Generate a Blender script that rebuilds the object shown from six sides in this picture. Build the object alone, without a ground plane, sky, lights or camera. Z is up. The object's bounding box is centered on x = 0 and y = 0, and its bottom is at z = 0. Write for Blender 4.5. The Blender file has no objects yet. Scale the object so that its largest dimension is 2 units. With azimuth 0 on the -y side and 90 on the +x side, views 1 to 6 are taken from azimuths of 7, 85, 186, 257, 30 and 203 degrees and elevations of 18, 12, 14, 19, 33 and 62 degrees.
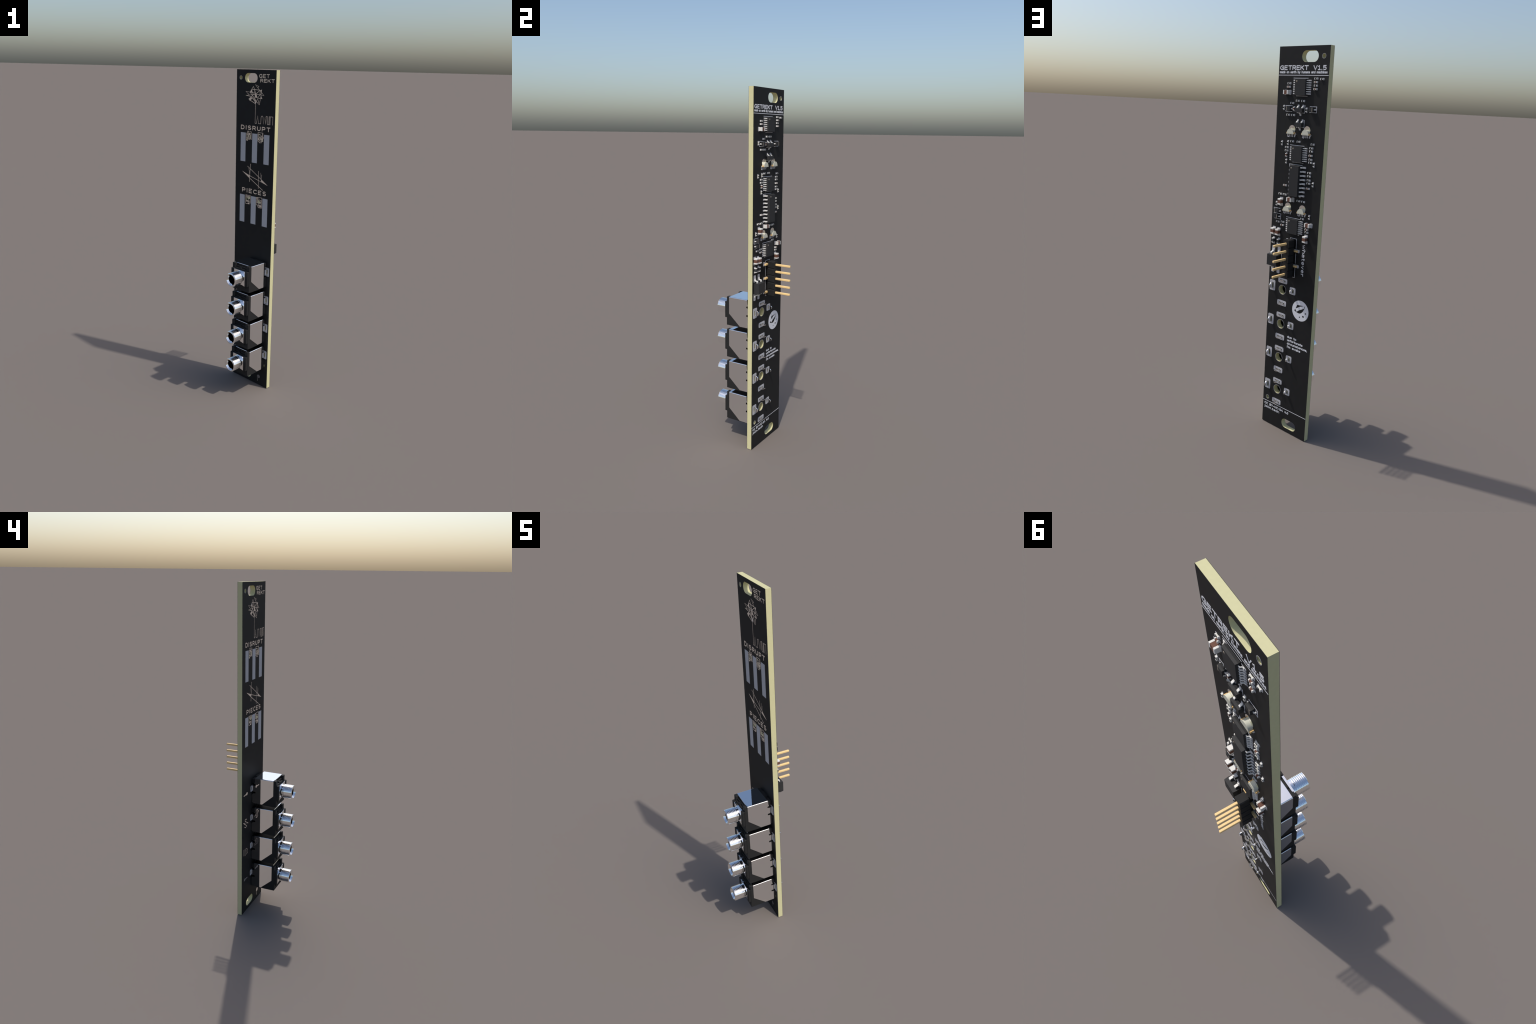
# Narrow synthesizer module: a tall black circuit board standing on its short
# edge, four mini jacks on the front, surface-mount parts and a pin header on
# the back.  All sizes below are in board millimetres: X to the right seen from
# the front (0..19.94), Y up (0..128.5), h = height above a board face.
import bpy, bmesh, math
from math import sin, cos, pi, radians, hypot
from mathutils import Matrix, Vector

S = 2.0 / 128.5            # metres per board millimetre
BW, BH, BT = 19.94, 128.5, 1.896   # board width, height, thickness
XM = BW / 2
MASK = 0.06                # solder mask thickness

# ------------------------------------------------------------------ materials
def material(name, color, rough=0.5, metal=0.0, spec=0.5, var=0.0, scale=60.0, bump=0.0, trans=0.0):
    m = bpy.data.materials.new(name)
    m.use_nodes = True
    nt = m.node_tree
    p = nt.nodes["Principled BSDF"]
    p.inputs["Roughness"].default_value = rough
    p.inputs["Metallic"].default_value = metal
    p.inputs["Specular IOR Level"].default_value = spec
    if trans:
        p.inputs["Transmission Weight"].default_value = trans
    co = nt.nodes.new("ShaderNodeTexCoord")
    nz = nt.nodes.new("ShaderNodeTexNoise")
    nz.inputs["Scale"].default_value = scale
    nz.inputs["Detail"].default_value = 3.0
    nt.links.new(co.outputs["Object"], nz.inputs["Vector"])
    ramp = nt.nodes.new("ShaderNodeValToRGB")
    ramp.color_ramp.elements[0].position = 0.3
    ramp.color_ramp.elements[1].position = 0.7
    ramp.color_ramp.elements[0].color = tuple(c * (1 - var) for c in color) + (1,)
    ramp.color_ramp.elements[1].color = tuple(min(1, c * (1 + var)) for c in color) + (1,)
    nt.links.new(nz.outputs["Fac"], ramp.inputs["Fac"])
    nt.links.new(ramp.outputs["Color"], p.inputs["Base Color"])
    if bump:
        b = nt.nodes.new("ShaderNodeBump")
        b.inputs["Strength"].default_value = bump
        b.inputs["Distance"].default_value = 0.001
        nt.links.new(nz.outputs["Fac"], b.inputs["Height"])
        nt.links.new(b.outputs["Normal"], p.inputs["Normal"])
    return m

M_MASK = material("black_solder_mask", (0.0170, 0.0168, 0.0168), 0.6, 0, 0.15, 0.05, 40)
M_FR4 = material("glass_fibre_core", (0.58, 0.55, 0.315), 0.8, 0, 0.2, 0.02, 90)
M_SILK = material("white_print", (0.72, 0.72, 0.745), 0.85, 0, 0.1, 0.02, 80)
M_PAD = material("tinned_pad", (0.46, 0.455, 0.472), 0.6, 0.0, 0.3, 0.02, 120)
M_ART = material("bare_metal_artwork", (0.93, 0.91, 0.89), 0.12, 1.0, 0.5, 0.01, 80)
M_CHROME = material("chrome", (0.96, 0.96, 0.96), 0.03, 1.0, 0.5, 0.005, 40)
M_BLACK = material("black_plastic", (0.021, 0.021, 0.021), 0.6, 0, 0.15, 0.05, 90)
M_BORE = material("socket_black", (0.001, 0.001, 0.001), 0.9, 0, 0.0, 0.0, 40)
M_CHIP = material("chip_resin", (0.034, 0.034, 0.0345), 0.6, 0, 0.15, 0.06, 150)
M_DOT = material("chip_mark", (0.30, 0.26, 0.21), 0.8, 0, 0.1, 0.02, 150)
M_TIN = material("tin_lead", (0.74, 0.725, 0.68), 0.5, 0.0, 0.4, 0.02, 150)
M_GOLD = material("gilded_pin", (0.86, 0.60, 0.27), 0.5, 0.0, 0.4, 0.02, 60)
M_CERAMIC = material("brown_ceramic", (0.155, 0.075, 0.052), 0.7, 0, 0.2, 0.05, 150)
M_ALUMINA = material("white_ceramic", (0.70, 0.69, 0.62), 0.7, 0, 0.2, 0.02, 150)
M_FERRITE = material("dark_ferrite", (0.045, 0.048, 0.050), 0.7, 0, 0.2, 0.05, 150)
M_LENS = material("milky_lens", (0.60, 0.59, 0.48), 0.5, 0, 0.3, 0.02, 80)
M_LEDBASE = material("lamp_carrier", (0.72, 0.46, 0.18), 0.6, 0, 0.3, 0.02, 80)

# ------------------------------------------------------------------ the thing
root = bpy.data.objects.new("synthesizer_module", None)
bpy.context.scene.collection.objects.link(root)
root.location = (-0.0047, 0.0669, 0.0)
root.rotation_euler = (0, 0, -0.62723)
root["label"] = "tall narrow black circuit board with four metal jacks"
root["category"] = "synthesizer module"

BACK, FRONT = 1, -1        # sign of the local y axis the face looks along

def add(name, mesh, parent=root, loc=(0, 0, 0), rot=0.0):
    ob = bpy.data.objects.new(name, mesh)
    bpy.context.scene.collection.objects.link(ob)
    ob.parent = parent
    ob.location = loc
    ob.rotation_euler = (0, rot, 0)
    return ob

def at(X, Y, side):
    """local position of a point on a board face"""
    return ((X - XM) * S, side * BT / 2 * S, Y * S)

class Shape:
    """bmesh in millimetres, axes (a, b, h): a = board X, b = board Y, h = height"""
    def __init__(self, side=BACK):
        self.bm = bmesh.new()
        self.side = side
        self.mats = []
    def mi(self, mat):
        if mat not in self.mats:
            self.mats.append(mat)
        return self.mats.index(mat)
    def prism(self, mat, poly, c0, c1, plane="ab", bevel=0.0, shrink=None, seg=1):
        """extrude a polygon; plane names its two axes, the third runs c0..c1.
        shrink = scale of the far cap about its centre"""
        n = len(poly)
        cx = sum(p[0] for p in poly) / n
        cy = sum(p[1] for p in poly) / n
        def put(u, v, c):
            if plane == "ab": q = (u, v, c)
            elif plane == "hb": q = (c, v, u)
            else: q = (u, c, v)                 # "ah"
            return self.bm.verts.new(q)
        low = [put(u, v, c0) for u, v in poly]
        k = shrink if shrink else (1, 1)
        top = [put(cx + (u - cx) * k[0], cy + (v - cy) * k[1], c1) for u, v in poly]
        i = self.mi(mat)
        fs = [self.bm.faces.new(low[::-1]), self.bm.faces.new(top)]
        for j in range(n):
            fs.append(self.bm.faces.new((low[j], low[(j + 1) % n], top[(j + 1) % n], top[j])))
        for f in fs:
            f.material_index = i
        if bevel:
            es = list({e for f in fs for e in f.edges})
            r = bmesh.ops.bevel(self.bm, geom=es, offset=bevel, segments=seg, affect='EDGES', clamp_overlap=True)
            for f in r["faces"]:
                f.material_index = i
        return fs
    def box(self, mat, a0, a1, b0, b1, h0, h1, bevel=0.0, seg=1):
        return self.prism(mat, [(a0, b0), (a1, b0), (a1, b1), (a0, b1)], h0, h1, "ab", bevel, None, seg)
    def lathe(self, mat, prof, ca=0.0, cb=0.0, n=40):
        """revolve (h, r) profile about an axis standing on the board"""
        i = self.mi(mat)
        rings = []
        for h, r in prof:
            if r < 1e-6:
                rings.append([self.bm.verts.new((ca, cb, h))])
            else:
                rings.append([self.bm.verts.new((ca + r * cos(2 * pi * k / n), cb + r * sin(2 * pi * k / n), h)) for k in range(n)])
        for A, B in zip(rings, rings[1:]):
            for k in range(n):
                l = (k + 1) % n
                if len(A) == 1: f = self.bm.faces.new((A[0], B[k], B[l]))
                elif len(B) == 1: f = self.bm.faces.new((A[k], B[0], A[l]))
                else: f = self.bm.faces.new((A[k], B[k], B[l], A[l]))
                f.material_index = i
                f.smooth = True
    def mesh(self, name, smooth=None):
        bmesh.ops.recalc_face_normals(self.bm, faces=self.bm.faces)
        for v in self.bm.verts:
            a, b, h = v.co
            v.co = (a * S, self.side * h * S, b * S)
        if self.side == BACK:                 # axis swap mirrors: turn faces round
            bmesh.ops.reverse_faces(self.bm, faces=self.bm.faces)
        me = bpy.data.meshes.new(name)
        self.bm.to_mesh(me)
        self.bm.free()
        for m in self.mats:
            me.materials.append(m)
        if smooth:
            for p in me.polygons:
                p.use_smooth = True
            me.set_sharp_from_angle(angle=radians(smooth))
        return me

def outline(pts, w):
    """closed outline of an open polyline drawn w wide, blunt mitred joints"""
    n = len(pts)
    L, R = [], []
    for i in range(n):
        p = Vector(pts[i])
        d0 = (Vector(pts[i]) - Vector(pts[i - 1])).normalized() if i else None
        d1 = (Vector(pts[i + 1]) - Vector(pts[i])).normalized() if i < n - 1 else None
        if d0 is None: d0 = d1
        if d1 is None: d1 = d0
        n0 = Vector((-d0.y, d0.x)); n1 = Vector((-d1.y, d1.x))
        m = n0 + n1
        if m.length < 0.35:
            m = n1 * 1.0
            k = 1.0
        else:
            m.normalize()
            k = min(1 / max(m.dot(n1), 0.2), 1.35)
        L.append(p + m * (w / 2 * k)); R.append(p - m * (w / 2 * k))
    return L, R

def rounded_rect(cx, cy, w, h, r, n=4):
    out = []
    for qx, qy, a0 in ((1, 1, 0), (-1, 1, 90), (-1, -1, 180), (1, -1, 270)):
        for k in range(n + 1):
            a = radians(a0 + 90 * k / n)
            out.append((cx + qx * (w / 2 - r) + r * cos(a), cy + qy * (h / 2 - r) + r * sin(a)))
    return out

def slot(cx, cy, w, h, n=10):
    return rounded_rect(cx, cy, w, h, min(w, h) / 2 - 1e-4, n)

def disc(cx, cy, r, n=40):
    return [(cx + r * cos(2 * pi * k / n), cy + r * sin(2 * pi * k / n)) for k in range(n)]

def sheet(name, loops, h0, h1, mats):
    """flat plate with holes in the X-Y plane, D running h0..h1 towards the front;
    loops[0] is the rim and the others are holes.  Returns a mesh."""
    cu = bpy.data.curves.new(name, 'CURVE')
    cu.dimensions = '2D'
    cu.fill_mode = 'BOTH'
    cu.extrude = abs(h1 - h0) / 2 * S
    for lp in loops:
        sp = cu.splines.new('POLY')
        sp.points.add(len(lp) - 1)
        for p, (x, y) in zip(sp.points, lp):
            p.co = (x * S, y * S, 0, 1)
        sp.use_cyclic_u = True
    ob = bpy.data.objects.new(name, cu)
    bpy.context.scene.collection.objects.link(ob)
    dg = bpy.context.evaluated_depsgraph_get()
    me = bpy.data.meshes.new_from_object(ob.evaluated_get(dg))
    bpy.data.objects.remove(ob)
    bpy.data.curves.remove(cu)
    me.transform(Matrix.Translation((-XM * S, 0, 0)))
    me.transform(Matrix.Rotation(pi / 2, 4, 'X'))
    me.transform(Matrix.Translation((0, -(h0 + h1) / 2 * S, 0)))
    me.materials.clear()
    for m in mats:
        me.materials.append(m)
    for p in me.polygons:
        p.use_smooth = abs(p.normal.y) < 0.7
    me.set_sharp_from_angle(angle=radians(35))
    return me

# ------------------------------------------------------------------ board
JX, JY, PITCH = 13.57, 51.0, 12.19        # jack axis of the top jack, spacing
JACKS = [JY - PITCH * i for i in range(4)]
SLOTS = [(7.5, 125.52), (7.48, 3.02)]
holes = [slot(x, y, 6.45, 3.36) for x, y in SLOTS]
holes += [disc(2.2, 125.52, 0.67, 24), disc(17.86, 9.92, 0.67, 24)]
# jack footprint: (dx, dy, pad w, pad h, drill w, drill h)
JPADS = [(0.0, 3.2, 4.0, 1.72, 2.5, 0.5), (0.0, -4.6, 4.0, 1.85, 2.5, 0.5),
         (4.56, 0.7, 2.5, 3.66, 0.95, 2.2), (-4.55, 0.7, 2.5, 2.45, 0.95, 1.5)]
for jy in JACKS:
    holes.append(disc(JX, jy + 0.05, 1.55, 32))
    for dx, dy, pw, ph, dw, dh in JPADS:
        holes.append(slot(JX + dx, jy + dy, dw, dh, 6))
rim = [(0, 0), (BW, 0), (BW, BH), (0, BH)]
add("circuit_board", sheet("circuit_board", [rim] + holes, -BT / 2 + MASK, BT / 2 - MASK, [M_FR4]))
add("solder_mask", sheet("solder_mask", [rim] + holes, BT / 2 - MASK, BT / 2, [M_MASK]))
add("solder_mask", sheet("solder_mask", [rim] + holes, -BT / 2, -BT / 2 + MASK, [M_MASK]))

def plate(name, loops, side, mat, thick=0.05):
    d = BT / 2
    me = sheet(name, loops, d - 0.02, d + thick, [mat]) if side == FRONT else sheet(name, loops, -d - thick, -d + 0.02, [mat])
    return add(name, me)

for jy in JACKS:
    for dx, dy, pw, ph, dw, dh in JPADS:
        for side in (FRONT, BACK):
            plate("solder_pad", [rounded_rect(JX + dx, jy + dy, pw, ph, 0.42), slot(JX + dx, jy + dy, dw, dh, 6)], side, M_PAD)
    plate("hole_rim", [disc(JX, jy + 0.05, 1.625, 32), disc(JX, jy + 0.05, 1.555, 32)], BACK, M_PAD, 0.03)
plate("hole_rim", [disc(2.2, 125.52, 0.745, 24), disc(2.2, 125.52, 0.675, 24)], FRONT, M_PAD, 0.03)
plate("hole_rim", [disc(2.2, 125.52, 0.745, 24), disc(2.2, 125.52, 0.675, 24)], BACK, M_PAD, 0.03)
plate("hole_rim", [disc(17.86, 9.92, 0.745, 24), disc(17.86, 9.92, 0.675, 24)], BACK, M_PAD, 0.03)

# contact bars on the front
for y0, y1 in ((94.2, 105.27), (69.88, 81.0)):
    for x0, x1 in ((2.58, 5.2), (8.68, 11.32), (14.76, 17.42)):
        plate("contact_bar", [[(x0, y0), (x1, y0), (x1, y1), (x0, y1)]], FRONT, M_PAD, 0.03)

# ------------------------------------------------------------------ drawing in strokes
class Ink:
    """flat raised strokes and fills on a board face, merged into one mesh"""
    def __init__(self, side, base=0.014):
        self.s = Shape(side)
        self.side = side
        self.base = base
        self.k = 0
    def _h(self):
        self.k += 1
        return self.base + 0.0011 * (self.k % 24)
    def fill(self, mat, poly):
        h = self._h()
        self.s.prism(mat, [(x - XM, y) for x, y in poly], -0.02, h)
    def stroke(self, mat, pts, w, closed=False):
        if closed:
            pts = list(pts) + [pts[0], pts[1]]
        else:      # square ends half a stroke long
            a, b = Vector(pts[0]), Vector(pts[1]); c, d = Vector(pts[-2]), Vector(pts[-1])
            a = a - (b - a).normalized() * w * 0.35
            d = d + (d - c).normalized() * w * 0.35
            pts = [tuple(a)] + [tuple(p) for p in pts[1:-1]] + [tuple(d)]
        L, R = outline(pts, w)
        h = self._h()
        bm = self.s.bm
        i = self.s.mi(mat)
        rows = []
        for l, r in zip(L, R):
            rows.append([bm.verts.new((l.x - XM, l.y, -0.02)), bm.verts.new((l.x - XM, l.y, h)),
                         bm.verts.new((r.x - XM, r.y, h)), bm.verts.new((r.x - XM, r.y, -0.02))])
        for A, B in zip(rows, rows[1:]):
            for k in range(4):
                bm.faces.new((A[k], A[(k + 1) % 4], B[(k + 1) % 4], B[k])).material_index = i
        bm.faces.new(rows[0][::-1]).material_index = i
        bm.faces.new(rows[-1]).material_index = i
    def done(self, name):
        return add(name, self.s.mesh(name), loc=(0, self.side * BT / 2 * S, 0))

def arc(cx, cy, rx, ry, a0, a1, n=8):
    return [(cx + rx * cos(radians(a0 + (a1 - a0) * k / n)), cy + ry * sin(radians(a0 + (a1 - a0) * k / n))) for k in range(n + 1)]

def bowl(x0, x1, y0, y1):      # a D-shaped turn from top left round to bottom left
    r = (y1 - y0) / 2
    return [(x0, y1)] + arc(x1 - r * 0.9, (y0 + y1) / 2, r * 0.9, r, 90, -90, 8) + [(x0, y0)]

X_H = 0.68                      # height of small letters
ROUND = arc(0.3, X_H / 2, 0.3, X_H / 2, 0, 360, 14)
GLYPH = {   # width, strokes; capital height is 1
 'A': (0.8, [[(0, 0), (0.4, 1), (0.8, 0)], [(0.14, 0.33), (0.66, 0.33)]]),
 'B': (0.72, [[(0, 0), (0, 1)], bowl(0, 0.68, 0.52, 1), bowl(0, 0.72, 0, 0.52)]),
 'C': (0.78, [arc(0.47, 0.5, 0.47, 0.5, 48, 312, 12)]),
 'D': (0.8, [[(0, 0), (0, 1)], [(0, 1)] + arc(0.35, 0.5, 0.45, 0.5, 90, -90, 10) + [(0, 0)]]),
 'E': (0.68, [[(0.68, 1), (0, 1), (0, 0), (0.68, 0)], [(0, 0.52), (0.58, 0.52)]]),
 'G': (0.84, [arc(0.47, 0.5, 0.47, 0.5, 48, 300, 12) + [(0.84, 0.1), (0.84, 0.48), (0.5, 0.48)]]),
 'I': (0.1, [[(0.05, 0), (0.05, 1)]]),
 'K': (0.75, [[(0, 0), (0, 1)], [(0.72, 1), (0.05, 0.4)], [(0.25, 0.6), (0.75, 0)]]),
 'N': (0.76, [[(0, 0), (0, 1), (0.76, 0), (0.76, 1)]]),
 'P': (0.72, [[(0, 0), (0, 1)], bowl(0, 0.72, 0.42, 1)]),
 'R': (0.75, [[(0, 0), (0, 1)], bowl(0, 0.72, 0.46, 1), [(0.4, 0.46), (0.75, 0)]]),
 'S': (0.72, [arc(0.36, 0.74, 0.33, 0.26, 40, 250, 8) + arc(0.36, 0.26, 0.36, 0.26, 80, -145, 9)]),
 'T': (0.8, [[(0, 1), (0.8, 1)], [(0.4, 1), (0.4, 0)]]),
 'U': (0.76, [[(0, 1), (0, 0.38)] + arc(0.38, 0.38, 0.38, 0.38, 180, 360, 8) + [(0.76, 1)]]),
 'V': (0.8, [[(0, 1), (0.4, 0), (0.8, 1)]]),
 'Y': (0.8, [[(0, 1), (0.4, 0.5), (0.8, 1)], [(0.4, 0.5), (0.4, 0)]]),
 '0': (0.62, [arc(0.31, 0.5, 0.31, 0.5, 90, 450, 14)]),
 '1': (0.5, [[(0.02, 0.8), (0.26, 1), (0.26, 0)], [(0, 0), (0.5, 0)]]),
 '4': (0.65, [[(0.5, 0), (0.5, 0.7)], [(0.28, 1), (0, 0.3), (0.65, 0.3)]]),
 '5': (0.66, [[(0.62, 1), (0.06, 1), (0.03, 0.55)] + arc(0.33, 0.32, 0.33, 0.32, 110, -145, 9)]),
 '.': (0.1, [[(0.05, 0.0), (0.05, 0.06)]]),
 ',': (0.14, [[(0.1, 0.06), (0.02, -0.16)]]),
 "'": (0.1, [[(0.06, 1), (0.04, 0.75)]]),
 '-': (0.55, [[(0, 0.42), (0.55, 0.42)]]),
 ' ': (0.35, []),
 'a': (0.58, [[(0.05, 0.62), (0.4, 0.68), (0.56, 0.52), (0.56, 0)], arc(0.28, 0.2, 0.28, 0.2, 0, 360, 10)]),
 'b': (0.6, [[(0, 1), (0, 0)], ROUND]),
 'c': (0.55, [arc(0.32, X_H / 2, 0.32, X_H / 2, 48, 312, 10)]),
 'd': (0.6, [[(0.6, 1), (0.6, 0)], ROUND]),
 'e': (0.6, [[(0.02, 0.36), (0.6, 0.36)] + arc(0.3, X_H / 2, 0.3, X_H / 2, 10, 310, 11)]),
 'f': (0.42, [arc(0.36, 0.8, 0.2, 0.2, 70, 180, 4) + [(0.16, 0)], [(0, 0.66), (0.4, 0.66)]]),
 'h': (0.58, [[(0, 1), (0, 0)], [(0, 0.45)] + arc(0.29, 0.4, 0.29, 0.28, 160, 0, 7) + [(0.58, 0)]]),
 'i': (0.1, [[(0.05, 0), (0.05, X_H)], [(0.05, 0.93), (0.05, 1.0)]]),
 'j': (0.2, [[(0.16, X_H), (0.16, -0.15), (0.0, -0.28)], [(0.16, 0.93), (0.16, 1.0)]]),
 'k': (0.55, [[(0, 1), (0, 0)], [(0.5, X_H), (0.03, 0.26)], [(0.18, 0.4), (0.55, 0)]]),
 'l': (0.16, [[(0.04, 1), (0.04, 0.08), (0.16, 0)]]),
 'm': (0.9, [[(0, X_H), (0, 0)], [(0, 0.45)] + arc(0.225, 0.45, 0.225, 0.23, 160, 0, 6) + [(0.45, 0)], [(0.45, 0.45)] + arc(0.675, 0.45, 0.225, 0.23, 160, 0, 6) + [(0.9, 0)]]),
 'n': (0.56, [[(0, X_H), (0, 0)], [(0, 0.45)] + arc(0.28, 0.4, 0.28, 0.28, 160, 0, 7) + [(0.56, 0)]]),
 'o': (0.6, [ROUND]),
 'r': (0.4, [[(0, X_H), (0, 0)], [(0, 0.4), (0.14, 0.62), (0.4, 0.66)]]),
 's': (0.5, [arc(0.25, 0.5, 0.23, 0.18, 35, 255, 7) + arc(0.25, 0.17, 0.25, 0.17, 80, -145, 8)]),
 't': (0.44, [[(0.16, 0.95), (0.16, 0.14), (0.28, 0.0), (0.42, 0.02)], [(0, 0.66), (0.42, 0.66)]]),
 'u': (0.56, [[(0, X_H), (0, 0.26)] + arc(0.28, 0.26, 0.28, 0.26, 180, 350, 7) + [(0.56, X_H)], [(0.56, 0.2), (0.56, 0)]]),
 'v': (0.58, [[(0, X_H), (0.29, 0), (0.58, X_H)]]),
 'w': (0.84, [[(0, X_H), (0.21, 0), (0.42, 0.58), (0.63, 0), (0.84, X_H)]]),
 'y': (0.58, [[(0, X_H), (0.3, 0)], [(0.58, X_H), (0.22, -0.22), (0.06, -0.28)]]),
}

def write(name, text, side, mat, start, end, base, cap, weight, gap=0.3, vertical=False, space=None):
    """one line of stroke lettering fitted between start and end (ink limits).
    On the back X falls as the line runs; vertical lines run down the board."""
    length = 0.0
    adv = []
    for i, ch in enumerate(text):
        w = space if (ch == ' ' and space) else GLYPH[ch][0]
        adv.append(length)
        length += w + (gap if i < len(text) - 1 else 0)
    run = abs(end - start) - weight
    k = run / length
    ink = Ink(side)
    for a, ch in zip(adv, text):
        for st in GLYPH[ch][1]:
            pts = []
            for u, v in st:
                t = weight / 2 + (a + u) * k
                q = base + weight / 2 + v * (cap - weight)
                if vertical:
                    pts.append((2 * base - q, start - t))   # tops towards smaller X
                else:
                    pts.append((start - t if side == BACK else start + t, q))
            ink.stroke(mat, pts, weight)
    return ink.done(name)

write("lettering", "GETREKT V1.5", BACK, M_SILK, 19.45, 1.02, 121.52, 1.42, 0.29, 0.30, space=0.75)
write("lettering", "made on earth by humans and machines", BACK, M_SILK, 19.5, 0.55, 120.55, 0.82, 0.185, 0.24, space=0.55)
write("lettering", "due to", BACK, M_SILK, 10.25, 6.15, 34.9, 0.86, 0.20, 0.24, space=0.6)
write("lettering", "unfortunate", BACK, M_SILK, 10.2, 3.3, 33.7, 0.86, 0.20, 0.24)
write("lettering", "circumstances,", BACK, M_SILK, 10.2, 1.2, 32.5, 0.86, 0.20, 0.24)
write("lettering", "I'm awake", BACK, M_SILK, 10.15, 4.1, 31.3, 0.86, 0.20, 0.24, space=0.6)
write("lettering", "CC BY-NC-SA 4.0", BACK, M_SILK, 19.2, 7.75, 6.84, 0.9, 0.20, 0.27, space=0.6)
write("lettering", "jolin.tech", BACK, M_SILK, 19.15, 11.95, 5.6, 0.9, 0.20, 0.27)
write("lettering", "whatever", BACK, M_SILK, 68.1, 57.6, 6.0, 1.42, 0.22, 0.3, vertical=True)
write("lettering", "GET", FRONT, M_ART, 11.5, 16.75, 125.62, 1.38, 0.25, 0.36)
write("lettering", "REKT", FRONT, M_ART, 12.15, 19.2, 124.02, 1.30, 0.25, 0.36)
write("lettering", "DISRUPT", FRONT, M_ART, 2.55, 17.8, 106.42, 1.7, 0.34, 0.5)
write("lettering", "PIECES", FRONT, M_ART, 3.72, 16.5, 82.05, 1.78, 0.34, 0.5)
for y in (120.03, 8.37):
    k = Ink(BACK)
    k.stroke(M_SILK, [(19.82, y), (0.14, y)], 0.17)
    k.done("printed_line")

# flower of straight strokes, its stem running into a row of waveforms
ink = Ink(FRONT)
W = 0.19
for line in ([(11.01, 122.14), (11.51, 122.61), (9.64, 123.19), (12.04, 121.11)],
             [(8.0, 121.45), (11.85, 121.29)],
             [(7.1, 120.41), (8.72, 122.51), (9.24, 121.61), (10.0, 119.95)],
             [(9.39, 121.45), (9.51, 120.14)],
             [(10.12, 119.8), (9.66, 120.1), (4.86, 120.61), (6.73, 119.33)],
             [(10.12, 119.8), (8.77, 119.58), (5.2, 119.12), (7.73, 118.84)],
             [(7.16, 120.36), (8.2, 119.3), (8.79, 118.84), (10.42, 117.17)],
             [(8.4, 120.1), (8.77, 119.6), (7.66, 118.68)],
             [(12.04, 121.11), (10.19, 119.96)],
             [(12.9, 120.5), (14.19, 119.38), (10.34, 119.81)],
             [(12.17, 120.62), (12.19, 119.84), (12.72, 119.55), (12.84, 120.49)],
             [(12.4, 118.33), (11.06, 118.37), (11.84, 119.4), (12.3, 119.7)],
             [(7.55, 117.34), (9.93, 116.29)],
             [(8.21, 118.28), (9.52, 117.34), (9.93, 116.24)],
             [(8.36, 118.54), (11.96, 116.03), (12.37, 118.01)],
             [(9.6, 118.7), (9.7, 117.3)],
             [(10.42, 117.17), (11.06, 118.16), (11.63, 116.76)],
             [(9.96, 116.2), (9.98, 109.15), (10.69, 109.15), (11.25, 112.06), (11.74, 109.14), (12.91, 109.15), (12.98, 111.4)]
             + arc(13.5, 111.5, 0.48, 0.55, 170, 10, 6)
             + [(14.21, 109.14), (15.08, 112.0), (15.42, 109.12), (15.6, 112.05), (16.14, 112.05), (16.26, 109.12), (16.93, 109.12),
                (16.99, 112.05), (17.36, 112.05), (17.38, 109.12), (17.55, 109.12), (17.6, 112.05), (18.86, 112.05), (18.82, 109.1)]):
    ink.stroke(M_ART, line, W if len(line) < 9 else 0.15)
for poly in ([(7.96, 121.45), (7.1, 120.36), (8.45, 120.1)], [(13.12, 121.56), (12.0, 121.09), (12.86, 120.45)],
             [(12.65, 119.45), (13.4, 118.17), (12.36, 118.3)], [(9.59, 119.75), (10.42, 119.65), (10.98, 118.42), (9.55, 118.62)],
             [(7.66, 118.72), (6.36, 117.92), (7.21, 117.13), (8.24, 118.28)], [(9.93, 116.2), (9.52, 117.34), (10.45, 116.96)]):
    ink.fill(M_ART, poly)
ink.stroke(M_FR4, [(4.98, 119.12), (5.5, 119.14)], 0.2)
ink.stroke(M_FR4, [(10.5, 117.0), (11.8, 116.1)], 0.1)
ink.done("flower_drawing")

# crossing strokes between the two groups of bars
ink = Ink(FRONT)
for line, w in (([(8.02, 93.5), (7.58, 86.54)], 0.17), ([(7.17, 91.71), (7.9, 89.0)], 0.12), ([(6.45, 92.51), (13.77, 88.3)], 0.17),
                ([(7.7, 88.9), (13.9, 87.3)], 0.17), ([(7.54, 88.1), (14.72, 84.19)], 0.2), ([(12.39, 91.29), (12.43, 84.54)], 0.15),
                ([(13.56, 90.76), (13.72, 88.4)], 0.1), ([(14.11, 90.14), (13.85, 88.2)], 0.1)):
    ink.stroke(M_ART, line, w)
ink.fill(M_ART, [(3.62, 90.32), (7.85, 88.99), (7.5, 88.0)])
ink.fill(M_ART, [(13.77, 88.4), (13.81, 87.25), (17.25, 86.28)])
ink.done("lightning_drawing")

# maze-like window patterns over the lamps: outlines, cross lines, bare patches
def window(name, lines, patches, solids):
    ink = Ink(FRONT)
    for x0, y0, x1, y1 in patches:
        ink.fill(M_FR4, [(x0, y0), (x1, y0), (x1, y1), (x0, y1)])
    for x0, y0, x1, y1 in solids:
        ink.fill(M_ART, [(x0, y0), (x1, y0), (x1, y1), (x0, y1)])
    for line in lines:
        ink.stroke(M_ART, line, 0.17)
    ink.done(name)

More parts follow.
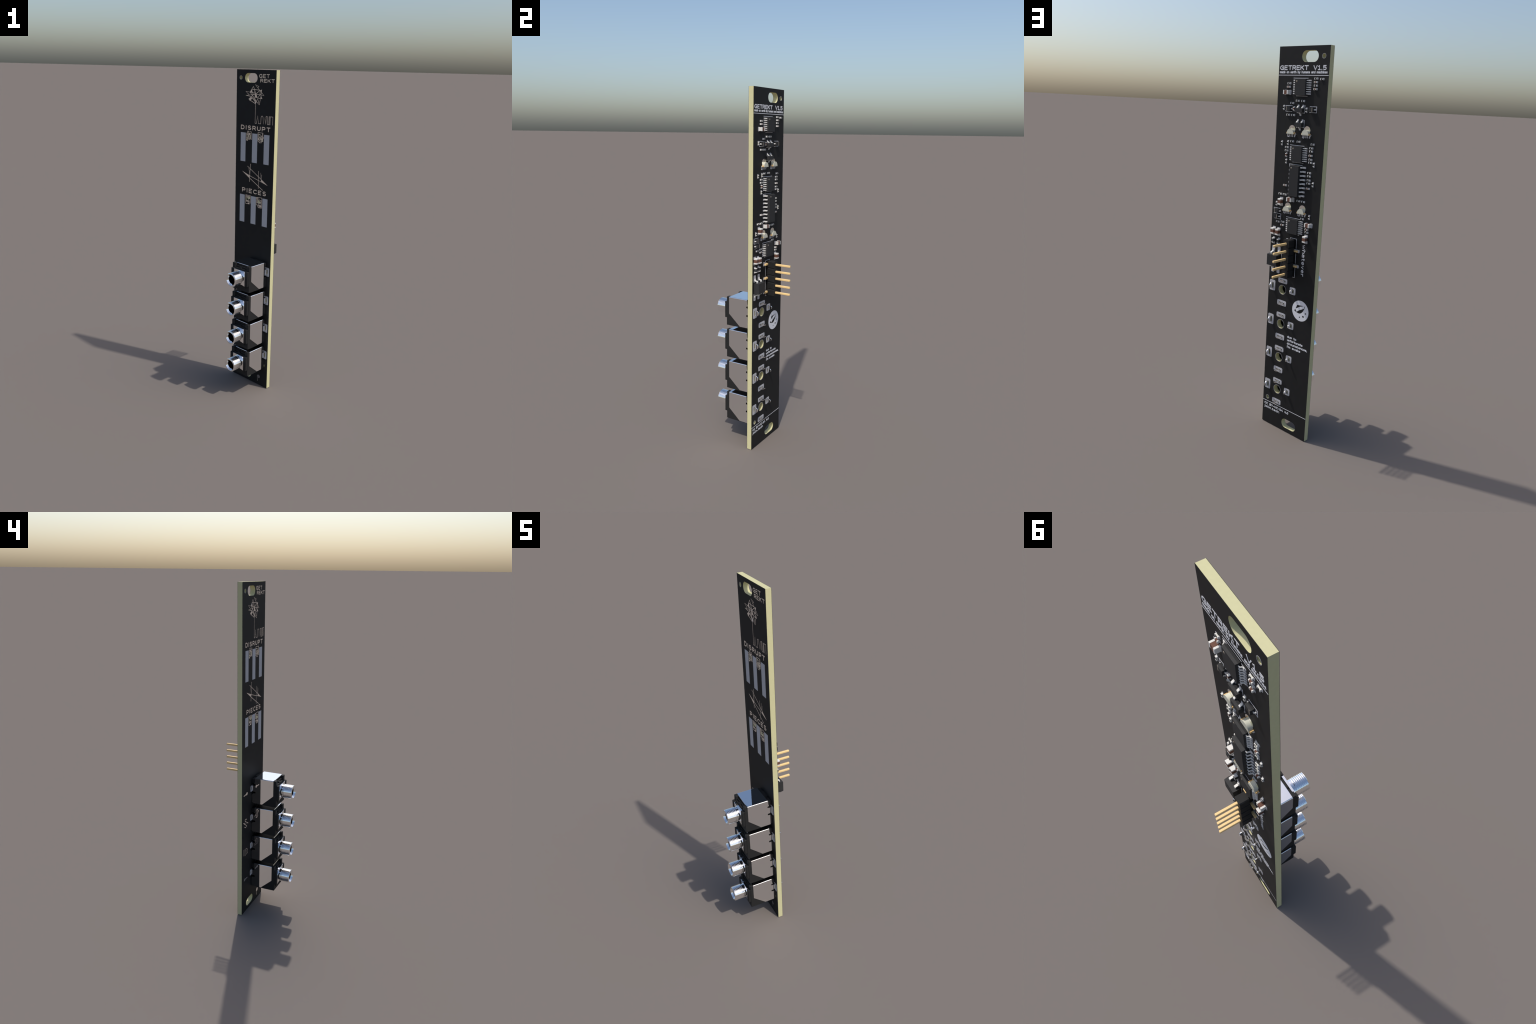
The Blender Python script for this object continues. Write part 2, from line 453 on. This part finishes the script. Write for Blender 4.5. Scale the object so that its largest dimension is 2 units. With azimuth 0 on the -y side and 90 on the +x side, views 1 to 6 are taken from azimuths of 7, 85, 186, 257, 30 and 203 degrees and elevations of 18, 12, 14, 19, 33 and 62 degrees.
window("window_drawing",
       [[(6.15, 105.2), (6.15, 105.93), (6.83, 105.93), (6.83, 103.2)], [(7.4, 105.8), (8.14, 105.8), (8.14, 102.85)],
        [(5.62, 105.15), (8.14, 105.2)], [(5.62, 104.6), (8.14, 104.7)], [(5.62, 105.15), (5.62, 102.35)], [(7.35, 104.7), (7.35, 102.9), (6.72, 102.85), (6.72, 103.25)],
        [(5.62, 103.4), (8.1, 103.3)], [(6.25, 105.1), (6.25, 103.0)], [(7.8, 104.65), (7.85, 103.3)]],
       [(6.4, 103.7, 6.7, 104.5), (7.5, 103.4, 7.75, 104.5), (5.85, 102.7, 6.1, 103.3), (6.25, 105.8, 6.7, 106.0)],
       [(5.62, 102.35, 6.4, 102.7), (6.7, 104.6, 7.4, 105.2), (7.85, 102.85, 8.14, 103.3)])
window("window_drawing",
       [[(11.62, 102.62), (11.62, 105.82), (14.15, 105.84), (14.2, 102.7), (13.47, 102.65), (13.47, 102.18), (12.35, 102.1), (12.26, 102.6), (11.62, 102.62)],
        [(11.62, 105.35), (13.1, 105.0), (13.6, 104.4)], [(12.0, 104.9), (12.0, 103.7)], [(12.43, 103.8), (12.43, 104.37), (14.45, 104.38), (14.48, 103.75), (12.4, 103.8)],
        [(11.62, 103.2), (14.2, 103.2)], [(12.7, 103.8), (12.7, 103.2)], [(13.0, 104.35), (13.05, 103.2)], [(13.5, 104.3), (13.5, 102.6)], [(13.9, 105.6), (13.9, 103.8)], [(12.1, 102.95), (13.4, 102.65)]],
       [(11.95, 104.95, 12.75, 105.25), (12.45, 103.85, 12.85, 104.3), (13.1, 103.25, 13.35, 103.7), (13.6, 102.75, 14.05, 103.15)],
       [(11.62, 103.2, 12.2, 103.75), (13.5, 103.2, 14.1, 103.7)])
window("window_drawing",
       [[(8.36, 81.05), (5.75, 81.07), (5.85, 77.58), (7.81, 77.6), (7.81, 78.9), (6.3, 78.95)], [(8.36, 81.05), (8.36, 77.98)], [(6.28, 80.66), (7.6, 80.7)], [(6.3, 80.3), (7.4, 80.4)],
        [(6.05, 81.0), (6.05, 80.3)], [(5.95, 78.5), (7.8, 78.45)], [(6.0, 78.75), (7.5, 78.7)], [(8.13, 80.6), (8.13, 79.9), (7.5, 79.5)], [(6.4, 80.2), (6.9, 80.0)]],
       [(5.95, 78.7, 6.2, 80.1), (6.9, 79.4, 7.6, 80.0), (7.5, 79.8, 8.1, 80.7)],
       [(6.95, 77.55, 7.8, 78.1), (6.95, 80.0, 7.4, 80.3)])
window("window_drawing",
       [[(11.5, 77.95), (11.62, 80.95), (14.46, 81.1), (14.42, 77.05), (12.75, 76.97), (12.37, 77.25), (12.4, 77.9)], [(11.5, 77.95), (14.2, 78.0)],
        [(12.2, 80.5), (13.03, 80.46), (13.0, 80.05), (14.2, 80.02)], [(11.95, 80.4), (11.95, 78.85), (13.8, 78.88), (13.8, 79.5), (13.1, 79.55)], [(14.1, 80.0), (14.05, 78.0)],
        [(12.3, 80.5), (12.3, 78.9)], [(12.6, 78.8), (12.62, 78.0)], [(12.9, 77.9), (12.9, 77.3), (14.3, 77.35)], [(13.1, 78.8), (13.1, 78.05)]],
       [(12.45, 78.95, 13.7, 79.45), (12.45, 79.45, 12.95, 80.0)],
       [(11.6, 80.5, 12.15, 80.95), (13.05, 77.5, 14.25, 78.0)])

# little signs beside the jacks
ink = Ink(FRONT)
ink.stroke(M_ART, [(1.75, 50.9), (3.9, 51.0)], 0.42)
ink.fill(M_ART, [(3.5, 50.75), (4.4, 50.35), (5.0, 50.7), (5.2, 51.15), (4.55, 51.72), (3.7, 51.3)])
ink.done("sign_drawing")
ink = Ink(FRONT)
ink.stroke(M_ART, [(3.8, 40.75), (4.4, 40.3)], 0.2)
ink.stroke(M_ART, [(3.8, 40.75), (2.85, 40.65), (2.8, 40.2), (5.8, 38.35), (1.25, 39.9), (4.1, 37.9), (4.4, 37.5), (3.2, 37.3), (2.4, 37.85)], 0.26)
ink.done("sign_drawing")
ink = Ink(FRONT)
for line in ([(1.68, 25.67), (1.62, 28.1), (2.3, 28.25)], [(2.7, 25.4), (2.65, 27.5), (3.9, 28.2), (5.35, 27.1), (5.5, 25.6), (2.76, 25.4)], [(3.3, 27.5), (3.3, 26.0)], [(4.3, 27.5), (4.3, 26.0)]):
    ink.stroke(M_ART, line, 0.12)
ink.done("sign_drawing")
ink = Ink(FRONT)
ink.stroke(M_ART, [(5.1, 14.65), (3.2, 14.75)], 0.42)
ink.fill(M_ART, [(3.4, 14.5), (3.3, 15.0), (2.5, 15.3), (1.9, 14.5), (2.2, 14.1), (3.0, 14.3)])
ink.done("sign_drawing")
ink = Ink(FRONT)
ink.fill(M_ART, disc(15.25, 3.8, 0.78, 20))
ink.stroke(M_ART, [(14.75, 3.3), (14.68, 1.5)], 0.22)
ink.done("sign_drawing")

# round printed badge on the back
plate("printed_badge", [disc(5.22, 45.82, 3.52, 64),
      [(6.72, 47.58), (3.85, 47.88), (5.5, 47.22), (7.26, 46.16)],
      [(7.38, 46.0), (6.79, 45.14), (5.8, 45.92), (3.75, 46.99), (3.56, 47.82), (3.3, 47.9), (3.54, 46.88), (4.2, 45.76), (4.8, 45.15), (5.45, 44.86), (6.1, 44.8), (6.71, 44.92), (7.3, 45.12), (7.86, 45.38)],
      disc(5.38, 43.6, 0.24, 14), disc(3.9, 44.18, 0.36, 16), disc(2.95, 45.45, 0.26, 14)], BACK, M_SILK, 0.03)

# ------------------------------------------------------------------ jacks
def housing_mesh():
    s = Shape(FRONT)
    top, bot = 5.0, -5.65                    # relative to the jack axis
    s.box(M_BLACK, -4.46, 4.46, bot + 0.05, top - 0.2, 6.5, 9.06, 0.03)       # core, hollow towards the board
    for a0, a1, b0, b1 in ((-4.46, -1.7, bot + 0.05, top - 0.2), (1.7, 4.46, bot + 0.05, top - 0.2), (-1.75, 1.75, 1.75, top - 0.21), (-1.75, 1.75, bot + 0.06, -1.65)):
        if abs(a0) > 4 or a1 > 4:
            s.box(M_BLACK, a0, a1, b0, b1, 2.0, 6.6)
            for c0, c1 in ((b0 + 0.1, -1.35), (-0.4, 1.9), (2.8, b1 - 0.3)):      # open at the shell's round notches
                s.box(M_BLACK, max(a0, -4.35), min(a1, 4.35), c0, c1, 0.08, 2.1)
        else:
            s.box(M_BLACK, a0, a1, b0, b1, 0.05, 6.6)
    s.prism(M_BLACK, [(9.0, bot), (10.15, bot), (10.15, 3.3), (9.0, 3.3)], -4.53, 4.53, "hb", 0.06)
    for k in (-1, 1):
        s.box(M_BLACK, min(k * 3.05, k * 4.53), max(k * 3.05, k * 4.53), 3.2, top - 0.02, 9.0, 10.13, 0.08)
        # corner web behind the slanted cut of the shell
        s.prism(M_BLACK, [(4.2, bot), (9.1, bot), (9.1, -1.0), (8.6, -1.0)], min(k * 4.3, k * 4.535), max(k * 4.3, k * 4.535), "hb")
        # upright ribs beside the sleeve
        s.box(M_BLACK, min(k * 2.9, k * 4.42), max(k * 2.9, k * 4.42), -2.95, 3.05, 10.0, 11.05, 0.12)
    s.box(M_BLACK, -3.1, 3.1, 3.25, 4.0, 9.0, 9.55, 0.03)
    s.box(M_BLACK, -1.0, 0.2, 3.2, 3.75, 9.5, 10.0, 0.03)
    s.box(M_BLACK, -2.9, 2.9, -4.2, -2.6, 10.0, 10.5, 0.05)
    return s.mesh("audio_jack")

def shell_mesh():
    s = Shape(FRONT)
    # folded sheet: flat top and two cheeks with slanted lower front corners
    roll = [(4.38 + 0.28 * cos(radians(t)), 4.74 + 0.28 * sin(radians(t))) for t in range(0, 91, 15)]
    s.prism(M_CHROME, roll + [(-x, y) for x, y in roll[::-1]], 1.45, 9.02, "ab")
    s.prism(M_CHROME, [(9.0, 5.02), (9.05, 5.0), (9.09, 4.93), (9.1, 4.84), (9.0, 4.84)], -3.1, 3.0, "hb")
    def notch(cb):
        return [(1.3, cb - 0.36)] + [(1.33 + 0.36 * sin(radians(t)), cb - 0.36 * cos(radians(t))) for t in range(0, 181, 20)] + [(1.3, cb + 0.36)]
    cheek = [(9.05, 4.735), (9.05, -1.25), (4.43, -5.38), (0.75, -5.38), (0.3, -5.2), (0.12, -4.8), (0.12, -2.0), (0.4, -1.4), (1.0, -1.21)]
    cheek += notch(-0.85)[1:-1] + [(0.9, -0.5), (0.1, -0.5), (0.1, 1.9), (0.9, 1.9)] + notch(2.3)[1:-1] + [(1.0, 2.7), (1.3, 3.4), (1.4, 4.735)]
    for k in (-1, 1):
        s.prism(M_CHROME, cheek, k * 4.48, k * 4.66, "hb")
    return s.mesh("metal_shell")

def face_plate_mesh():
    s = Shape(FRONT)
    s.prism(M_CHROME, [(-2.85, 2.95), (2.85, 2.95), (2.85, -3.2), (1.3, -2.8), (-1.3, -2.8), (-2.85, -3.2)], 10.3, 10.95, "ab", 0.03)
    return s.mesh("face_plate")

AXIS = -0.04               # the sleeve sits a hair below the housing's middle line
def sleeve_mesh():
    s = Shape(FRONT)
    prof = [(10.9, 2.68), (11.78, 2.68), (11.80, 2.60), (11.88, 2.60), (11.90, 2.69)]
    for k in range(8 * 7):                       # rounded thread, 7 turns
        prof.append((12.0 + k * 0.0625, 2.725 + 0.022 * sin(2 * pi * k / 8)))
    prof += [(15.52, 2.73), (15.64, 2.65), (15.74, 2.46), (15.76, 2.30), (15.74, 2.22), (15.0, 1.75), (14.6, 1.74)]
    s.lathe(M_CHROME, prof, 0, AXIS, 56)
    return s.mesh("threaded_sleeve", 25)

def liner_mesh():
    s = Shape(FRONT)
    s.lathe(M_BORE, [(14.7, 1.9), (14.92, 1.71), (11.2, 1.70), (11.2, 0)], 0, AXIS, 40)
    return s.mesh("socket_liner")

def side_pin_mesh(half):
    s = Shape(FRONT)
    tip = -BT - 1.5
    poly = [(0.3, half), (0.3, -half), (tip + half * 0.9, -half)] + [(tip + half * 0.9 * (1 - sin(radians(t))), -half * cos(radians(t))) for t in range(15, 180, 15)] + [(tip + half * 0.9, half)]
    s.prism(M_CHROME, poly, -0.16, 0.16, "hb", 0.03)
    return s.mesh("jack_pin")

def eye_lug_mesh():
    """flat lug standing in its slot, its free end an open ring"""
    s = Shape(FRONT)
    out, inn, c = 1.08, 0.6, -BT - 0.55
    n = 20
    ring = [(out * cos(radians(18 + 324 * k / n)), c + out * sin(radians(18 + 324 * k / n))) for k in range(n + 1)]
    hole = [(inn * cos(radians(18 + 324 * k / n)), c + inn * sin(radians(18 + 324 * k / n))) for k in range(n + 1)]
    s.prism(M_CHROME, ring + hole[::-1], -0.11, 0.11, "ah")
    s.prism(M_CHROME, [(-0.95, 0.2), (0.95, 0.2), (0.95, c + 0.5), (-0.95, c + 0.5)], -0.1, 0.1, "ah")
    return s.mesh("jack_pin")

ME_J = [housing_mesh(), shell_mesh(), face_plate_mesh(), sleeve_mesh(), liner_mesh()]
ME_PINL, ME_PINR, ME_CURL = side_pin_mesh(1.02), side_pin_mesh(0.62), eye_lug_mesh()
for jy in JACKS:
    j = add("audio_jack", ME_J[0], root, at(JX, jy, FRONT))
    for me, nm in zip(ME_J[1:], ("metal_shell", "face_plate", "threaded_sleeve", "socket_liner")):
        add(nm, me, j)
    for (dx, dy, *_), me in zip(JPADS, (ME_CURL, ME_CURL, ME_PINL, ME_PINR)):
        add("jack_pin", me, j, (dx * S, 0, dy * S))

# ------------------------------------------------------------------ back parts
pads = Shape(BACK)             # all the small solder pads, one part
def pad(X, Y, w, h):
    pads.prism(M_PAD, rounded_rect(X - XM, Y, w, h, min(w, h) * 0.2, 2), -0.02, 0.04)
silk = Ink(BACK)               # part outlines printed in white
def mark(*pts, w=0.13):
    silk.stroke(M_SILK, pts, w)

def chip_resistor_mesh():
    s = Shape()
    s.box(M_ALUMINA, -0.45, 0.45, -0.24, 0.24, 0.03, 0.31)
    s.box(M_BLACK, -0.27, 0.27, -0.235, 0.235, 0.3, 0.335)
    for k in (-1, 1):
        s.box(M_TIN, min(k * 0.27, k * 0.5), max(k * 0.27, k * 0.5), -0.25, 0.25, 0.02, 0.36, 0.03)
    return s.mesh("resistor")

def ceramic_mesh(l, w, h, t, body, name):
    s = Shape()
    s.box(body, -l / 2 + t / 2, l / 2 - t / 2, -w / 2 + 0.02, w / 2 - 0.02, 0.03, h - 0.02)
    for k in (-1, 1):
        s.box(M_TIN, min(k * (l / 2 - t), k * l / 2), max(k * (l / 2 - t), k * l / 2), -w / 2, w / 2, 0.02, h, min(0.05, t * 0.12))
    return s.mesh(name)

ME_R = chip_resistor_mesh()
ME_C = ceramic_mesh(1.0, 0.5, 0.5, 0.25, M_CERAMIC, "capacitor")
ME_CB = ceramic_mesh(2.0, 1.25, 1.25, 0.5, M_CERAMIC, "capacitor")
ME_BEAD = ceramic_mesh(1.6, 0.8, 0.8, 0.3, M_FERRITE, "ferrite_bead")

def place(kind, X, Y, up=False):
    me, nm, off, pw, ph = {"r": (ME_R, "resistor", 0.5, 0.55, 0.64), "c": (ME_C, "capacitor", 0.48, 0.55, 0.62),
                           "C": (ME_CB, "capacitor", 0.95, 1.0, 1.45), "b": (ME_BEAD, "ferrite_bead", 0.78, 0.8, 0.95)}[kind]
    add(nm, me, root, at(X, Y, BACK), pi / 2 if up else 0.0)
    for k in (-1, 1):
        if up: pad(X, Y + k * off, ph, pw)
        else: pad(X + k * off, Y, pw, ph)

FLAT = {"r": [(15.22, 117.6), (4.6, 119.1), (2.32, 118.97), (4.62, 117.09), (11.42, 112.5), (9.25, 112.5), (13.6, 111.75), (15.05, 108.17), (13.0, 108.17),
              (14.92, 98.14), (14.92, 97.13), (12.8, 100.16), (10.15, 100.18), (4.43, 99.8), (4.85, 98.63), (4.87, 97.67), (4.92, 95.15), (4.92, 94.25),
              (5.1, 91.03), (5.12, 90.02), (5.13, 88.78), (5.15, 87.8), (16.7, 83.1), (14.75, 83.1), (8.78, 81.8), (6.83, 81.8),
              (17.2, 73.82), (15.05, 74.05), (6.85, 76.32), (4.66, 72.33)],
        "c": [(15.32, 116.57), (4.62, 118.07), (4.62, 116.06), (4.9, 96.36), (5.2, 86.2), (14.8, 86.1), (15.08, 73.02), (4.72, 73.25)],
        "C": [(15.65, 114.93), (11.98, 81.85), (3.9, 74.75)]}
UPRIGHT = {"r": [(16.92, 110.3), (7.62, 109.85), (17.0, 99.35), (14.45, 99.62), (14.8, 93.8), (3.4, 93.68), (3.3, 87.65), (18.05, 79.75), (3.95, 77.3)],
           "c": [(12.65, 110.1), (14.82, 95.8)],
           "C": [(16.05, 80.65), (18.6, 70.55), (16.55, 70.45), (4.75, 70.1)],
           "b": [(18.5, 67.3), (16.2, 67.3)]}
for kind, spots in FLAT.items():
    for X, Y in spots: place(kind, X, Y)
for kind, spots in UPRIGHT.items():
    for X, Y in spots: place(kind, X, Y, True)

# --- chips with gull-wing leads
def lead_mesh(reach, body, top, width, thick=0.14):
    """gull wing running along +a from the body edge down to its foot"""
    s = Shape()
    a0 = body - 0.1
    knee = body + (reach - body) * 0.38
    pts = [(a0, top), (knee - 0.05, top), (knee + 0.06, top * 0.75), (knee + 0.14, thick * 1.6), (knee + 0.26, thick * 0.6 + 0.04), (reach, thick * 0.5 + 0.04)]
    L, R = outline(pts, thick)
    s.prism(M_TIN, [tuple(p) for p in L] + [tuple(p) for p in R[::-1]], -width / 2, width / 2, "ah")
    return s.mesh("chip_lead")

def chip(X, Y, w, l, h, n, pitch, reach, lw, padc, padl, padw, name="chip", long=True):
    s = Shape()
    mid = h * 0.52
    s.prism(M_CHIP, [(-w / 2, -l / 2), (w / 2, -l / 2), (w / 2, l / 2), (-w / 2, l / 2)], mid, h, "ab", 0.0, (0.95, 0.965))
    s.prism(M_CHIP, [(-w / 2, -l / 2), (w / 2, -l / 2), (w / 2, l / 2), (-w / 2, l / 2)], mid, 0.1, "ab", 0.0, (0.95, 0.965))
    s.lathe(M_DOT, [(h - 0.02, 0.27), (h + 0.012, 0.27), (h + 0.012, 0.0)], w / 2 - 0.85, l / 2 - 0.85, 16)
    body = add(name, s.mesh(name), root, at(X, Y, BACK))
    me = lead_mesh(reach, w / 2, mid, lw)
    for i in range(n):
        y = (i - (n - 1) / 2) * pitch
        for k in (0, 1):
            add("chip_lead", me, body, (0, 0, y * S), pi * k)
            pad(X + (padc if k == 0 else -padc), Y + y, padl, padw)
    return body

TSSOP = dict(w=4.4, l=5.0, h=1.06, n=7, pitch=0.65, reach=3.2, lw=0.25, padc=2.86, padl=1.48, padw=0.4)
for X, Y in ((10.0, 116.57), (10.0, 96.4), (10.0, 73.38)):
    chip(X, Y, **TSSOP)
    mark((X + 3.6, Y + 2.62), (X - 2.25, Y + 2.62))
    mark((X + 2.2, Y - 2.62), (X - 2.25, Y - 2.62))
chip(9.98, 88.0, w=3.9, l=9.9, h=1.74, n=8, pitch=1.27, reach=3.05, lw=0.42, padc=2.5, padl=1.98, padw=0.6)
mark((13.5, 93.07), (8.05, 93.07)); mark((13.4, 93.07), (13.4, 92.6)); mark((11.9, 82.95), (8.05, 82.95))

# --- three-legged transistors
def transistor(X, Y):
    s = Shape()
    P = [(-1.46, -0.66), (1.46, -0.66), (1.46, 0.66), (-1.46, 0.66)]
    s.prism(M_CHIP, P, 0.6, 1.15, "ab", 0, (0.96, 0.9))
    s.prism(M_CHIP, P, 0.6, 0.1, "ab", 0, (0.96, 0.9))
    body = add("transistor", s.mesh("transistor"), root, at(X, Y, BACK))
    for dx, k in ((-0.95, 1), (0.95, 1), (0, -1)):
        add("transistor_lead", ME_TLEAD, body, (dx * S, 0, 0), -pi / 2 if k > 0 else pi / 2)
        pad(X + dx, Y + k * 1.05, 0.72, 1.25)
    mark((X - 1.62, Y + 1.5), (X - 1.62, Y - 0.78), (X - 0.65, Y - 0.78))
    mark((X + 1.5, Y - 0.78), (X + 0.65, Y - 0.78))
ME_TLEAD = lead_mesh(1.3, 0.66, 0.6, 0.48, 0.17)
ME_TLEAD.name = "transistor_lead"
transistor(10.02, 109.72)
transistor(9.95, 105.35)

# --- small diodes with a cathode stripe
def diode(X, Y, k):
    """k = +1: stripe and closed outline towards larger X"""
    s = Shape()
    P = [(-0.88, -0.64), (0.88, -0.64), (0.88, 0.64), (-0.88, 0.64)]
    s.prism(M_CHIP, P, 0.5, 0.95, "ab", 0, (0.95, 0.93))
    s.prism(M_CHIP, P, 0.5, 0.08, "ab", 0, (0.95, 0.93))
    s.box(M_DOT, k * 0.55 - 0.1, k * 0.55 + 0.1, -0.61, 0.61, 0.9, 0.965)
    body = add("diode", s.mesh("diode"), root, at(X, Y, BACK))
    for j in (0, 1):
        add("diode_lead", ME_DLEAD, body, (0, 0, 0), pi * j)
    for j in (-1, 1):
        pad(X + j * 1.1, Y, 0.6, 0.5)
    mark((X - k * 1.05, Y + 0.87), (X + k * 1.62, Y + 0.87), (X + k * 1.62, Y - 0.87), (X - k * 1.05, Y - 0.87))
ME_DLEAD = lead_mesh(1.32, 0.88, 0.4, 0.36, 0.12)
ME_DLEAD.name = "diode_lead"
diode(14.58, 110.08, 1)
diode(5.36, 110.1, -1)
diode(17.5, 77.4, 1)
diode(17.6, 75.62, -1)

# --- reverse-mount lamps: half-round milky lens on a carrier strip
def lamp_meshes():
    s = Shape()
    dome = [(1.33, 0.0)] + [(1.33 * cos(radians(t)), 0.12 + 1.42 * sin(radians(t))) for t in range(4, 177, 8)] + [(-1.33, 0.0)]
    s.prism(M_LENS, dome, 0.06, 1.0, "ab", 0.04)
    a = s.mesh("lamp", 40)
    s = Shape()
    s.box(M_LEDBASE, -1.62, 1.62, -0.08, 0.4, 0.04, 0.86, 0.04)
    s.box(M_LENS, -1.45, 1.45, -0.12, 0.1, 0.1, 1.0, 0.03)
    s.box(M_TIN, -1.68, -1.5, -0.06, 0.2, 0.03, 0.4)
    s.box(M_TIN, 1.5, 1.68, -0.06, 0.2, 0.03, 0.4)
    b = s.mesh("lamp_carrier")
    s = Shape()
    s.prism(M_ART, disc(0, 1.3, 1.32, 40), -0.02, 0.045)
    s.box(M_FR4, -1.0, -0.8, 0.9, 2.2, 0.0, 0.055)
    s.box(M_FR4, -0.62, -0.35, 1.2, 1.7, 0.0, 0.053)
    s.box(M_FR4, 0.35, 0.5, 0.6, 2.1, 0.0, 0.05)
    s.prism(M_FR4, [(-1.18, 1.9), (-1.0, 2.15), (-0.75, 2.3), (-0.75, 2.42), (-1.1, 2.05), (-1.3, 1.6)], 0.0, 0.05)
    c = s.mesh("lamp_window")
    return a, b, c
ME_LAMP, ME_CARRIER, ME_WINDOW = lamp_meshes()
for X, Y in ((13.1, 102.5), (7.0, 102.5), (13.1, 78.04), (7.0, 78.04)):
    l = add("lamp", ME_LAMP, root, at(X, Y, BACK))
    add("lamp_carrier", ME_CARRIER, l)
    add("lamp_window", ME_WINDOW, root, at(X, Y, BACK))
    for dx in (1.1, 0.3, -0.3, -1.15):
        pad(X + dx, Y - 0.5, 0.5 if abs(dx) > 1 else 0.38, 1.0)
    mark((X + 1.75, Y - 0.1), (X + 1.75, Y - 0.95), (X + 1.1, Y - 1.05))
    mark((X - 1.3, Y - 0.6), (X - 1.75, Y - 0.05))

# --- pin header standing off the board on alternating feet
HX, HY, HP = 9.95, 62.98, 2.54
s = Shape()
for i in range(-2, 3):
    c = 0.25
    y0, y1 = i * HP - HP / 2, i * HP + HP / 2
    s.prism(M_BLACK, [(-1.25, y0 + c), (-1.25 + c, y0 + 0.01), (1.25 - c, y0 + 0.01), (1.25, y0 + c), (1.25, y1 - c), (1.25 - c, y1 - 0.01), (-1.25 + c, y1 - 0.01), (-1.25, y1 - c)],
            1.0, 3.52, "ab")
    s.box(M_BLACK, -0.6, 0.6, y0 + 0.1, y1 - 0.1, 0.12, 1.05)
header = add("pin_header", s.mesh("pin_header"), root, at(HX, HY, BACK))
s = Shape()
s.box(M_GOLD, -0.35, 0.35, -0.35, 0.35, 1.2, 9.27, 0.11)
s.box(M_GOLD, 0.3, 2.3, -0.32, 0.32, 0.06, 0.7, 0.06)
ME_HPIN = s.mesh("header_pin")
for i in range(-2, 3):
    k = 1 if i % 2 == 0 else -1
    add("header_pin", ME_HPIN, header, (0, 0, i * HP * S), 0 if k > 0 else pi)
    pad(HX + k * 1.65, HY + i * HP, 2.5, 1.02)
XL, XR, YT, YB = 11.32, 8.6, 69.42, 56.48           # printed frame round the header
mark((XR, 66.3), (XR, YT), (XL, YT), (XL, 68.85), (13.0, 68.85))
mark((XR, 64.6), (XR, 61.3))
mark((XR, 59.7), (XR, YB), (XR + 0.8, YB))
mark((XL, 67.3), (XL, 63.85)); mark((XL, 62.2), (XL, 58.8)); mark((XL, 57.2), (XL, YB), (XL - 0.8, YB))

# --- bridge rectifier with four stout leads
BX, BY = 17.2, 60.9
s = Shape()
P = [(-2.2, -1.95), (2.2, -1.95), (2.2, 1.95), (-2.2, 1.95)]
s.prism(M_CHIP, P, 1.1, 2.2, "ab", 0.0, (0.95, 0.94))
s.prism(M_CHIP, P, 1.1, 0.15, "ab", 0.0, (0.95, 0.94))
bridge = add("bridge_rectifier", s.mesh("bridge_rectifier"), root, at(BX, BY, BACK))
ME_BLEAD = lead_mesh(3.3, 1.95, 1.1, 0.65, 0.24)
ME_BLEAD.name = "rectifier_lead"
for dx in (-1.25, 1.25):
    for k in (1, -1):
        add("rectifier_lead", ME_BLEAD, bridge, (dx * S, 0, 0), -pi / 2 if k > 0 else pi / 2)
        pad(BX + dx, BY + k * 3.3, 1.3, 2.5)
mark((14.8, 63.3), (14.8, 58.9))

po = add("solder_pads", pads.mesh("solder_pads"), loc=(0, BT / 2 * S, 0))
po["kind"] = "stuff"
so = silk.done("printed_outline")
so["kind"] = "stuff"
